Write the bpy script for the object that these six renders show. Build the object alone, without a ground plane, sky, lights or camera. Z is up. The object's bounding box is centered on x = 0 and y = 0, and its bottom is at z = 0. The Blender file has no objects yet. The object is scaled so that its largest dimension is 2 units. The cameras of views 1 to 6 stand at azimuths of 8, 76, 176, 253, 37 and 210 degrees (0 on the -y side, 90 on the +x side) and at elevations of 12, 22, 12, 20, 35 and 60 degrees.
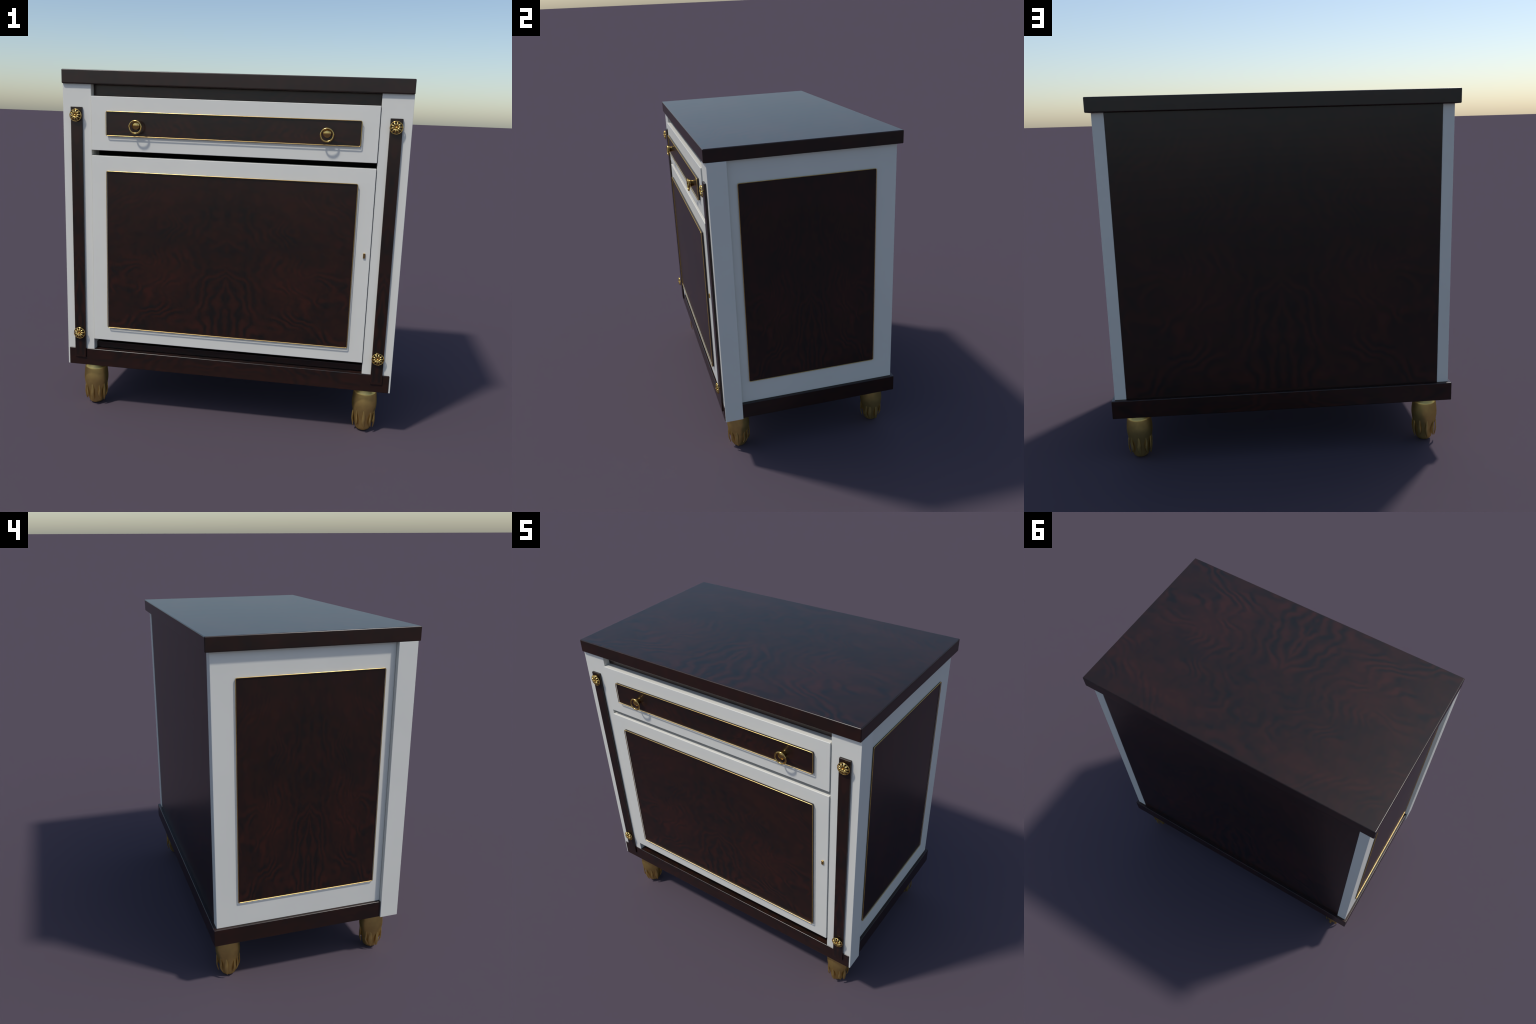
"""White lacquered cabinet with dark book-matched burl panels, gilt beading,
rosettes, ring pulls and tufted gilt feet.  Metres, z up, front towards -y."""
import bpy, bmesh, math, random
from mathutils import Vector

random.seed(7)

# ------------------------------------------------------------------ sizes
TOP_X, TOP_Y0, TOP_Y1, TOP_Z0, TOP_Z1 = 0.9600, -0.5600, 0.5982, 1.9230, 2.0000
BASE_X, BASE_Y0, BASE_Y1, BASE_Z0, BASE_Z1 = 0.9500, -0.5495, 0.5885, 0.2775, 0.3815
POST_X0, POST_X1, POST_Y0, POST_Y1 = 0.7945, 0.9590, -0.5450, -0.4340
SIDE_X0, SIDE_X1, SIDE_Y1 = 0.8705, 0.9330, 0.5702
FRONT_Y = -0.5525                      # face of the drawer and the door
FRONT_X = 0.7918                       # half width of the drawer and the door
DRAWER_Z0, DRAWER_Z1 = 1.5638, 1.8602
DOOR_Z0, DOOR_Z1 = 0.4478, 1.5338
PANEL_X = 0.6990
FOOT_X, FOOT_Y_FRONT, FOOT_Y_BACK = 0.8245, -0.4455, 0.4812


# -------------------------------------------------------------- materials
class Nodes:
    """Small helper for writing node trees."""
    def __init__(self, name):
        self.mat = bpy.data.materials.new(name)
        self.mat.use_nodes = True
        self.nt = self.mat.node_tree
        self.bsdf = next(n for n in self.nt.nodes if n.type == 'BSDF_PRINCIPLED')

    def add(self, kind, **props):
        n = self.nt.nodes.new(kind)
        for k, v in props.items():
            setattr(n, k, v)
        return n

    def put(self, value, socket):
        if isinstance(value, bpy.types.NodeSocket):
            self.nt.links.new(value, socket)
        else:
            socket.default_value = value

    def math(self, op, a, b=0.0, c=0.0, clamp=False):
        n = self.add('ShaderNodeMath', operation=op, use_clamp=clamp)
        for s, v in zip(n.inputs, (a, b, c)):
            self.put(v, s)
        return n.outputs[0]

    def ramp(self, x, lo, hi, a=0.0, b=1.0):
        n = self.add('ShaderNodeMapRange', interpolation_type='SMOOTHSTEP')
        for s, v in zip(n.inputs, (x, lo, hi, a, b)):
            self.put(v, s)
        return n.outputs[0]

    def noise(self, vec, scale, detail=2.0, rough=0.5, distort=0.0):
        n = self.add('ShaderNodeTexNoise')
        self.put(vec, n.inputs['Vector'])
        n.inputs['Scale'].default_value = scale
        n.inputs['Detail'].default_value = detail
        n.inputs['Roughness'].default_value = rough
        n.inputs['Distortion'].default_value = distort
        return n.outputs['Fac']

    def vec(self, x, y, z):
        n = self.add('ShaderNodeCombineXYZ')
        for s, v in zip(n.inputs, (x, y, z)):
            self.put(v, s)
        return n.outputs[0]

    def mix(self, f, a, b):
        n = self.add('ShaderNodeMix', data_type='RGBA')
        self.put(f, n.inputs[0])
        self.put(a, n.inputs[6])
        self.put(b, n.inputs[7])
        return n.outputs[2]


WOOD_DARK = (0.0078, 0.0066, 0.0054, 1)
WOOD_MID = (0.0190, 0.0081, 0.0051, 1)
WOOD_RED = (0.0365, 0.0105, 0.0060, 1)


def wood_material(name, half_u, half_v, axes='xz', flip=False):
    """Polished dark burl veneer, book-matched about the middle of the part.
    half_u, half_v: half size of the sheet of veneer; axes: the two object
    axes that run across and along it (bottom of the sheet = strongest figure)."""
    m = Nodes(name)
    tc = m.add('ShaderNodeTexCoord')
    sep = m.add('ShaderNodeSeparateXYZ')
    m.put(tc.outputs['Object'], sep.inputs[0])
    ax = dict(zip('xyz', sep.outputs))
    u = m.math('ABSOLUTE', m.math('DIVIDE', ax[axes[0]], half_u))
    v = m.math('DIVIDE', ax[axes[1]], half_v)
    if flip:
        v = m.math('MULTIPLY', v, -1.0)
    third = next(a for a in 'xyz' if a not in axes)
    w = m.math('MULTIPLY', ax[third], 1.4)
    p = m.vec(u, m.math('MULTIPLY', v, 0.85), w)
    low = m.ramp(v, 0.45, -0.70)                       # towards the foot of the sheet
    outer = m.ramp(u, 0.20, 0.60)
    # ripples: upright near the joint, leaning further out, bent by slow swirls
    swirl = m.noise(p, 2.3, 1.0, 0.45, 0.25)
    wobble = m.noise(p, 6.5, 1.0, 0.5, 0.2)
    phase = m.math('MULTIPLY', u, 8.5)
    phase = m.math('MULTIPLY_ADD', m.math('MULTIPLY', v, outer), 4.5, phase)
    face = m.ramp(m.math('MAXIMUM', u, m.math('ABSOLUTE', v)), 0.998, 0.980)   # none on the narrow edges
    calm = m.math('MULTIPLY', m.math('MULTIPLY', m.ramp(u, 0.55, 0.12), m.ramp(v, 0.10, -0.40)), face)
    phase = m.math('MULTIPLY_ADD', swirl, m.math('MULTIPLY_ADD', calm, -6.0, 9.0), phase)
    phase = m.math('MULTIPLY_ADD', m.math('MULTIPLY', u, calm), 3.0, phase)
    phase = m.math('MULTIPLY_ADD', wobble, 2.0, phase)
    ripple = m.math('SINE', m.math('MULTIPLY', phase, 2 * math.pi))
    patch = m.ramp(m.noise(m.vec(u, v, m.math('ADD', w, 3.7)), 3.8, 2.0, 0.55, 0.3), 0.38, 0.62)
    patch = m.math('MAXIMUM', patch, m.math('MULTIPLY', calm, 0.75))
    amount = m.math('MULTIPLY', patch, m.math('MULTIPLY_ADD', low, 0.17, 0.16))
    amount = m.math('MULTIPLY', amount, face)
    # soft red clouds, strongest half way down on both sides of the joint
    cloud = m.noise(m.vec(u, m.math('MULTIPLY', v, 0.85), m.math('ADD', w, 1.9)), 3.2, 3.0, 0.5, 0.6)
    du = m.math('SUBTRACT', u, 0.62)
    dv = m.math('ADD', v, 0.25)
    spot = m.math('SQRT', m.math('ADD', m.math('MULTIPLY', du, du),
                                 m.math('MULTIPLY', dv, dv)))
    spot = m.ramp(spot, 0.50, 0.05)
    # fine mottling
    fleck = m.noise(m.vec(m.math('MULTIPLY', u, 1.5), v, w), 10.0, 3.0, 0.55, 0.5)
    tone = m.math('MULTIPLY_ADD', m.math('SUBTRACT', cloud, 0.5), 0.90, 0.40)
    tone = m.math('MULTIPLY_ADD', spot, 0.12, tone)
    tone = m.math('MULTIPLY_ADD', low, 0.05, tone)
    tone = m.math("MULTIPLY_ADD", calm, -0.03, tone)
    tone = m.math('MULTIPLY_ADD', m.math('SUBTRACT', fleck, 0.5), 0.70, tone)
    tone = m.math('MULTIPLY_ADD', ripple, amount, tone)
    tone = m.math('ADD', tone, 0.0, clamp=True)
    ramp = m.add('ShaderNodeValToRGB')
    m.put(tone, ramp.inputs[0])
    el = ramp.color_ramp.elements
    el[0].position, el[0].color = 0.05, WOOD_DARK
    el[1].position, el[1].color = 0.95, WOOD_RED
    mid = el.new(0.42)
    mid.color = WOOD_MID
    m.put(ramp.outputs[0], m.bsdf.inputs['Base Color'])
    m.bsdf.inputs['Roughness'].default_value = WOOD_ROUGH
    m.bsdf.inputs['Specular IOR Level'].default_value = WOOD_SPEC
    return m.mat


WOOD_ROUGH, WOOD_SPEC = 0.275, 0.5


def white_material():
    m = Nodes('white_lacquer')
    tc = m.add('ShaderNodeTexCoord')
    n = m.noise(tc.outputs['Object'], 3.5, 3.0, 0.55)
    col = m.mix(m.ramp(n, 0.3, 0.7), (0.745, 0.728, 0.655, 1), (0.765, 0.746, 0.670, 1))
    m.put(col, m.bsdf.inputs['Base Color'])
    m.bsdf.inputs['Roughness'].default_value = 0.42
    return m.mat


def gold_material(name, colour, rough, metallic=1.0):
    m = Nodes(name)
    tc = m.add('ShaderNodeTexCoord')
    n = m.noise(tc.outputs['Object'], 28.0, 3.0, 0.55)
    dim = tuple(c * 0.90 for c in colour) + (1,)
    m.put(m.mix(m.ramp(n, 0.3, 0.7), dim, colour + (1,)), m.bsdf.inputs['Base Color'])
    m.bsdf.inputs['Metallic'].default_value = metallic
    m.bsdf.inputs['Specular Tint'].default_value = (1.0, 0.86, 0.50, 1)
    m.put(m.math('MULTIPLY_ADD', n, 0.06, rough - 0.03), m.bsdf.inputs['Roughness'])
    return m.mat


def dark_material():
    m = Nodes('inner_case_near_black')
    tc = m.add('ShaderNodeTexCoord')
    n = m.noise(tc.outputs['Object'], 6.0, 3.0)
    m.put(m.mix(n, (0.006, 0.005, 0.005, 1), (0.012, 0.007, 0.006, 1)), m.bsdf.inputs['Base Color'])
    m.bsdf.inputs['Roughness'].default_value = 0.5
    return m.mat


WHITE = white_material()
GOLD = gold_material('gilt_metal', (0.70, 0.47, 0.155), 0.21)
GOLD_FOOT = gold_material('gilt_foot_metal', (0.72, 0.505, 0.172), 0.32, 0.88)
GOLD_BEAD = gold_material('gilt_bead_metal', (0.74, 0.51, 0.19), 0.32)
INNER = dark_material()


# --------------------------------------------------------------- building
WORLD = {}


def link(name, mesh, at, parent=None, mat=None):
    ob = bpy.data.objects.new(name, mesh)
    bpy.context.scene.collection.objects.link(ob)
    at = Vector(at)
    WORLD[ob.name] = at
    if parent is not None:
        ob.parent = parent
        ob.location = at - WORLD[parent.name]
    else:
        ob.location = at
    if mat is not None and mesh is not None and not mesh.materials:
        mesh.materials.append(mat)
    return ob


def mesh_from(name, bm, smooth=True):
    bmesh.ops.recalc_face_normals(bm, faces=bm.faces)
    me = bpy.data.meshes.new(name)
    bm.to_mesh(me)
    bm.free()
    for p in me.polygons:
        p.use_smooth = smooth
    return me


def box(name, lo, hi, mat, parent, bevel=0.003, segments=3):
    """Board with softened edges; its origin is at its middle."""
    lo, hi = Vector(lo), Vector(hi)
    mid, half = (lo + hi) / 2, (hi - lo) / 2
    bm = bmesh.new()
    bmesh.ops.create_cube(bm, size=2.0)
    for v in bm.verts:
        v.co = Vector(a * b for a, b in zip(v.co, half))
    ob = link(name, mesh_from(name, bm), mid, parent, mat)
    if bevel:
        b = ob.modifiers.new('soft_edges', 'BEVEL')
        b.width, b.segments, b.harden_normals = bevel, segments, True
        b.limit_method = 'NONE'
    return ob


def tube_loop(bm, path, radius, sides=10):
    """Round rod along a closed path of points."""
    n = len(path)
    rings = []
    for i, p in enumerate(path):
        t = (path[(i + 1) % n] - path[i - 1]).normalized()
        a = t.orthogonal().normalized()
        if rings:
            a = (last - t * last.dot(t)).normalized()
        last = a
        b = t.cross(a)
        rings.append([bm.verts.new(p + radius * (math.cos(k) * a + math.sin(k) * b))
                      for k in (2 * math.pi * j / sides for j in range(sides))])
    for i in range(n):
        for j in range(sides):
            k = (j + 1) % sides
            bm.faces.new((rings[i][j], rings[i][k], rings[(i + 1) % n][k], rings[(i + 1) % n][j]))


def lathe(bm, profile, to_xyz, sides=40):
    """Turned form: profile of (radius, height), ends closed."""
    rings = []
    for r, h in profile:
        if r < 1e-5:
            rings.append([bm.verts.new(to_xyz(0, 0, h))])
        else:
            rings.append([bm.verts.new(to_xyz(r * math.cos(k), r * math.sin(k), h))
                          for k in (2 * math.pi * j / sides for j in range(sides))])
    for a, b in zip(rings, rings[1:]):
        for j in range(sides):
            k = (j + 1) % sides
            if len(a) == 1 and len(b) == 1:
                continue
            if len(a) == 1:
                bm.faces.new((a[0], b[j], b[k]))
            elif len(b) == 1:
                bm.faces.new((a[j], a[k], b[0]))
            else:
                bm.faces.new((a[j], a[k], b[k], b[j]))
    for end in (rings[0], rings[-1]):
        if len(end) > 2:
            bm.faces.new(end)


def spline(points, steps=5):
    """Catmull-Rom curve through the given tuples."""
    pts = [Vector(p) for p in points]
    pts = [2 * pts[0] - pts[1]] + pts + [2 * pts[-1] - pts[-2]]
    out = []
    for i in range(1, len(pts) - 2):
        a, b, c, d = pts[i - 1:i + 3]
        for s in range(steps):
            t = s / steps
            out.append(0.5 * ((2 * b) + (c - a) * t + (2 * a - 5 * b + 4 * c - d) * t * t
                              + (3 * b - a - 3 * c + d) * t ** 3))
    out.append(pts[-2])
    return out


def leaf_solid(bm, spine, normals, widths, thicks, sides=10):
    """Solid blade with an elliptic section that runs along a spine."""
    rings = []
    n = len(spine)
    for i, p in enumerate(spine):
        t = (spine[min(i + 1, n - 1)] - spine[max(i - 1, 0)]).normalized()
        nrm = (normals[i] - t * normals[i].dot(t)).normalized()
        side = t.cross(nrm)
        rings.append([bm.verts.new(p + math.cos(k) * side * widths[i] + math.sin(k) * nrm * thicks[i])
                      for k in (2 * math.pi * j / sides for j in range(sides))])
    for a, b in zip(rings, rings[1:]):
        for j in range(sides):
            k = (j + 1) % sides
            bm.faces.new((a[j], a[k], b[k], b[j]))
    bm.faces.new(rings[0])
    bm.faces.new(rings[-1])


def rounded_rect(half_u, half_v, radius, steps=5):
    pts = []
    for cu, cv, a0 in ((1, 1, 0), (-1, 1, 90), (-1, -1, 180), (1, -1, 270)):
        for s in range(steps + 1):
            a = math.radians(a0 + 90 * s / steps)
            pts.append((cu * (half_u - radius) + radius * math.cos(a),
                        cv * (half_v - radius) + radius * math.sin(a)))
    return pts


def gilt_bead(name, half_u, half_v, place, at, parent, radius=0.0021):
    """Thin gilt rod round a panel; place(u, v) gives the local position."""
    pts = []
    ring = rounded_rect(half_u, half_v, 0.008)
    bm = bmesh.new()
    tube_loop(bm, [Vector(place(u, v)) for u, v in ring], radius)
    return link(name, mesh_from(name, bm), at, parent, GOLD_BEAD)


# ---------------------------------------------------------------- cabinet
cabinet = bpy.data.objects.new('cabinet', None)
bpy.context.scene.collection.objects.link(cabinet)
WORLD['cabinet'] = Vector((0, 0, 0))
cabinet['label'] = 'white lacquered cabinet with dark burl panels and gilt trim'
cabinet['category'] = 'cabinet'

# top board and plinth
box('tabletop', (-TOP_X, TOP_Y0, TOP_Z0), (TOP_X, TOP_Y1, TOP_Z1),
    wood_material('burl_tabletop', TOP_X, 0.58, 'xy'), cabinet, bevel=0.0055, segments=5)
base = box('plinth', (-BASE_X, BASE_Y0, BASE_Z0), (BASE_X, BASE_Y1, BASE_Z1),
           wood_material('burl_plinth', BASE_X, 0.35, 'xz'), cabinet, bevel=0.0045, segments=4)

# dark inside of the case and the two rails that show above and below the front
bm = bmesh.new()
bmesh.ops.create_cube(bm, size=1.0)
for v in bm.verts:
    v.co = Vector((v.co.x * 1.740, v.co.y * 0.950, v.co.z * (TOP_Z0 - BASE_Z1 - 0.004)))
bmesh.ops.delete(bm, geom=[f for f in bm.faces if f.normal.y < -0.9], context='FACES_ONLY')
case = link('inner_case', mesh_from('inner_case', bm, smooth=False), (0, 0.0430, (TOP_Z0 + BASE_Z1) / 2), cabinet, INNER)
wall = case.modifiers.new('wall', 'SOLIDIFY')
wall.thickness, wall.offset = 0.002, -1.0
rail_wood = wood_material('burl_rail', 0.80, 0.20, 'xz')
box('rail', (-POST_X0 + 0.001, -0.505, 1.8635), (POST_X0 - 0.001, -0.4315, TOP_Z0), rail_wood, cabinet, bevel=0.001)
box('rail', (-POST_X0 + 0.001, -0.505, BASE_Z1), (POST_X0 - 0.001, -0.4315, 0.4180), rail_wood, cabinet, bevel=0.002)

# sides (white boards) with a framed panel each
side_panel_wood = wood_material('burl_side_panel', 0.412, 0.630, 'yz')
for s in (-1, 1):
    lo = (min(s * SIDE_X0, s * SIDE_X1), POST_Y1 + 0.001, BASE_Z1)
    hi = (max(s * SIDE_X0, s * SIDE_X1), SIDE_Y1, TOP_Z0)
    side = box('side_board', lo, hi, WHITE, cabinet, bevel=0.0025)
    y0, y1, z0, z1 = -0.3745, 0.4415, 0.5285, 1.7870
    xs = sorted((s * (SIDE_X1 - 0.004), s * (SIDE_X1 + 0.0042)))
    box('veneer_panel', (xs[0], y0, z0), (xs[1], y1, z1), side_panel_wood, side, bevel=0.001, segments=2)
    gilt_bead('gilt_bead', (y1 - y0) / 2 + 0.0012, (z1 - z0) / 2 + 0.0012,
              lambda u, v: (0, u, v), (s * (SIDE_X1 + 0.0066), (y0 + y1) / 2, (z0 + z1) / 2), side)

# back
box('back_panel', (-SIDE_X0 + 0.0005, 0.556, BASE_Z1), (SIDE_X0 - 0.0005, SIDE_Y1 - 0.0025, TOP_Z0),
    wood_material('burl_back_panel', SIDE_X0, 0.77, 'xz'), cabinet, bevel=0.001, segments=2)


# rosette: ring, ten petals and a button, facing -y
def rosette_mesh():
    bm = bmesh.new()
    R = 0.0327
    tube_loop(bm, [Vector((R * math.cos(a), 0, R * math.sin(a)))
                   for a in (2 * math.pi * i / 40 for i in range(40))], 0.0025, 8)
    for i in range(10):
        a = 2 * math.pi * (i + 0.25) / 10
        d, t = Vector((math.cos(a), 0, math.sin(a))), Vector((-math.sin(a), 0, math.cos(a)))
        ctrl = [(0.0030, -0.0030), (0.0090, -0.0052), (0.0170, -0.0072), (0.0250, -0.0050), (0.0318, 0.0)]
        spine = [d * p.x + Vector((0, p.y, 0)) for p in spline(ctrl, 4)]
        k = len(spine) - 1
        width = [0.0008 + 0.0044 * math.sin(math.pi * (0.04 + 0.86 * (j / k) ** 1.15)) ** 0.8 for j in range(k + 1)]
        thick = [0.0006 + 0.0034 * math.sin(math.pi * (0.08 + 0.86 * j / k)) for j in range(k + 1)]
        leaf_solid(bm, spine, [Vector((0, -1, 0))] * (k + 1), width, thick, 10)
    button = spline([(0.0, -0.0145), (0.0024, -0.0140), (0.0036, -0.0118), (0.0030, -0.0095),
                     (0.0052, -0.0078), (0.0046, 0.0040), (0.0046, 0.0105)], 3)
    lathe(bm, [(max(p.x, 0), p.y) for p in button], lambda x, y, h: (x, h, y), 16)
    return mesh_from('rosette', bm)


ROSETTE = rosette_mesh()

# front posts with dark pilaster strips and rosettes
strip_wood = wood_material('burl_strip', 0.50, 0.735, 'xz')
for s in (-1, 1):
    xs = sorted((s * POST_X0, s * POST_X1))
    post = box('corner_post', (xs[0], POST_Y0, BASE_Z0 + 0.0005), (xs[1], POST_Y1, TOP_Z0), WHITE, cabinet, bevel=0.0012, segments=2)
    xs = sorted((s * 0.8445, s * 0.9100))
    box('pilaster_strip', (xs[0], -0.5575, 0.3280), (xs[1], POST_Y0 + 0.002, 1.7985), strip_wood, post, bevel=0.0015, segments=2)
    for z in (1.7515, 0.4815):
        link('rosette', ROSETTE, (s * 0.8772, -0.5680, z), post, GOLD)

# drawer front and door
panel_depth = 0.0095
drawer = box('drawer', (-FRONT_X, FRONT_Y, DRAWER_Z0), (FRONT_X, -0.4900, DRAWER_Z1), WHITE, cabinet, bevel=0.0025)
door = box('door', (-FRONT_X, FRONT_Y, DOOR_Z0), (FRONT_X, -0.4900, DOOR_Z1), WHITE, cabinet, bevel=0.0025)
for owner, wood_name, z0, z1 in ((drawer, 'burl_drawer_panel', 1.6490, 1.7785), (door, 'burl_door_panel', 0.5330, 1.4490)):
    half = (z1 - z0) / 2
    box('veneer_panel', (-PANEL_X, FRONT_Y - panel_depth, z0), (PANEL_X, FRONT_Y + 0.004, z1),
        wood_material(wood_name, PANEL_X, max(half, 0.30), 'xz'), owner, bevel=0.001, segments=2)
    gilt_bead('gilt_bead', PANEL_X + 0.0012, half + 0.0012, lambda u, v: (u, 0, v),
              (0, FRONT_Y - 0.0136, (z0 + z1) / 2), owner)
box('lock_plate', (0.7540, FRONT_Y - 0.0070, 1.0485), (0.7660, FRONT_Y + 0.002, 1.0755), GOLD, door, bevel=0.001, segments=2)


# drawer knobs with hanging rings
def knob_mesh():
    prof = spline([(0.0168, 0.0000), (0.0172, 0.0040), (0.0184, 0.0100), (0.0206, 0.0160), (0.0224, 0.0210),
                   (0.0216, 0.0250), (0.0188, 0.0264), (0.0158, 0.0276), (0.0110, 0.0297), (0.0, 0.0310)], 4)
    bm = bmesh.new()
    lathe(bm, [(max(p.x, 0), p.y) for p in prof], lambda x, y, h: (x, -h, y), 40)
    return mesh_from('knob', bm)


def ring_mesh():
    bm = bmesh.new()
    R = 0.0337
    tube_loop(bm, [Vector((R * math.cos(a), 0, R * math.sin(a)))
                   for a in (2 * math.pi * i / 48 for i in range(48))], 0.0045, 12)
    return mesh_from('pull_ring', bm)


KNOB, RING = knob_mesh(), ring_mesh()
for s in (-1, 1):
    link('knob', KNOB, (s * 0.5225, FRONT_Y - panel_depth, 1.7095), drawer, GOLD)
    link('pull_ring', RING, (s * 0.5225, -0.5942, 1.7005), drawer, GOLD)


# feet: turned gilt body with a fringe of pointed tufts
FOOT_PROFILE = [(0.0500, 0.2774), (0.0570, 0.2600), (0.0630, 0.2465), (0.0658, 0.2395), (0.0676, 0.2280),
                (0.0702, 0.2040), (0.0722, 0.1780), (0.0714, 0.1550), (0.0670, 0.1280), (0.0588, 0.0900),
                (0.0515, 0.0500), (0.0460, 0.0240), (0.0378, 0.0095), (0.0230, 0.0018), (0.0, 0.0)]


def foot_mesh():
    bm = bmesh.new()
    prof = spline(FOOT_PROFILE, 4)
    lathe(bm, [(max(p.x, 0), max(p.y, 0)) for p in prof], lambda x, y, h: (x, y, h), 48)
    return mesh_from('foot', bm)


def tuft_mesh(name, reach, sway, broad, lift):
    """One pointed lock of the fringe, pointing along local +x."""
    ctrl = [(0.0672, -0.3 * sway, 0.1500), (0.0664, 0.1 * sway, 0.1280), (0.0648 + 0.5 * lift, 0.3 * sway, 0.1000),
            (0.0622 + lift, 0.0, 0.0680), (0.0568 + lift, sway, 0.0680 - 0.68 * reach),
            (0.0535 + lift, 1.5 * sway, 0.0680 - reach)]
    spine = spline(ctrl, 4)
    k = len(spine) - 1
    width = [0.0004 + broad * math.sin(math.pi * (0.02 + 0.97 * (j / k) ** 1.15)) ** 1.1 for j in range(k + 1)]
    thick = [0.0004 + 0.0036 * math.sin(math.pi * (0.02 + 0.96 * (j / k) ** 1.2)) for j in range(k + 1)]
    bm = bmesh.new()
    leaf_solid(bm, spine, [Vector((1, 0, 0))] * (k + 1), width, thick, 10)
    return mesh_from(name, bm)


FOOT = foot_mesh()
TUFTS = [tuft_mesh('tuft', *p) for p in ((0.040, 0.005, 0.0095, 0.0040), (0.030, -0.006, 0.0080, 0.0020),
                                         (0.046, 0.003, 0.0110, 0.0055), (0.034, 0.008, 0.0070, 0.0048))]
for fx, fy, turn in ((-FOOT_X, FOOT_Y_FRONT, 0), (FOOT_X, FOOT_Y_FRONT, 0), (-FOOT_X, FOOT_Y_BACK, 180), (FOOT_X, FOOT_Y_BACK, 180)):
    foot = link('foot', FOOT, (fx, fy, 0), cabinet, GOLD_FOOT)
    rnd = random.Random(11)
    for i in range(10):
        tuft = link('tuft', TUFTS[(i * 3 + i // 4) % 4], (fx, fy, 0), foot, GOLD_FOOT)
        tuft.rotation_euler = (0, 0, math.radians(-90 + 36 * i + turn + rnd.uniform(-9, 9)))
        grow = rnd.uniform(0.93, 1.05)
        tuft.scale = (rnd.uniform(0.97, 1.02), 1, grow)
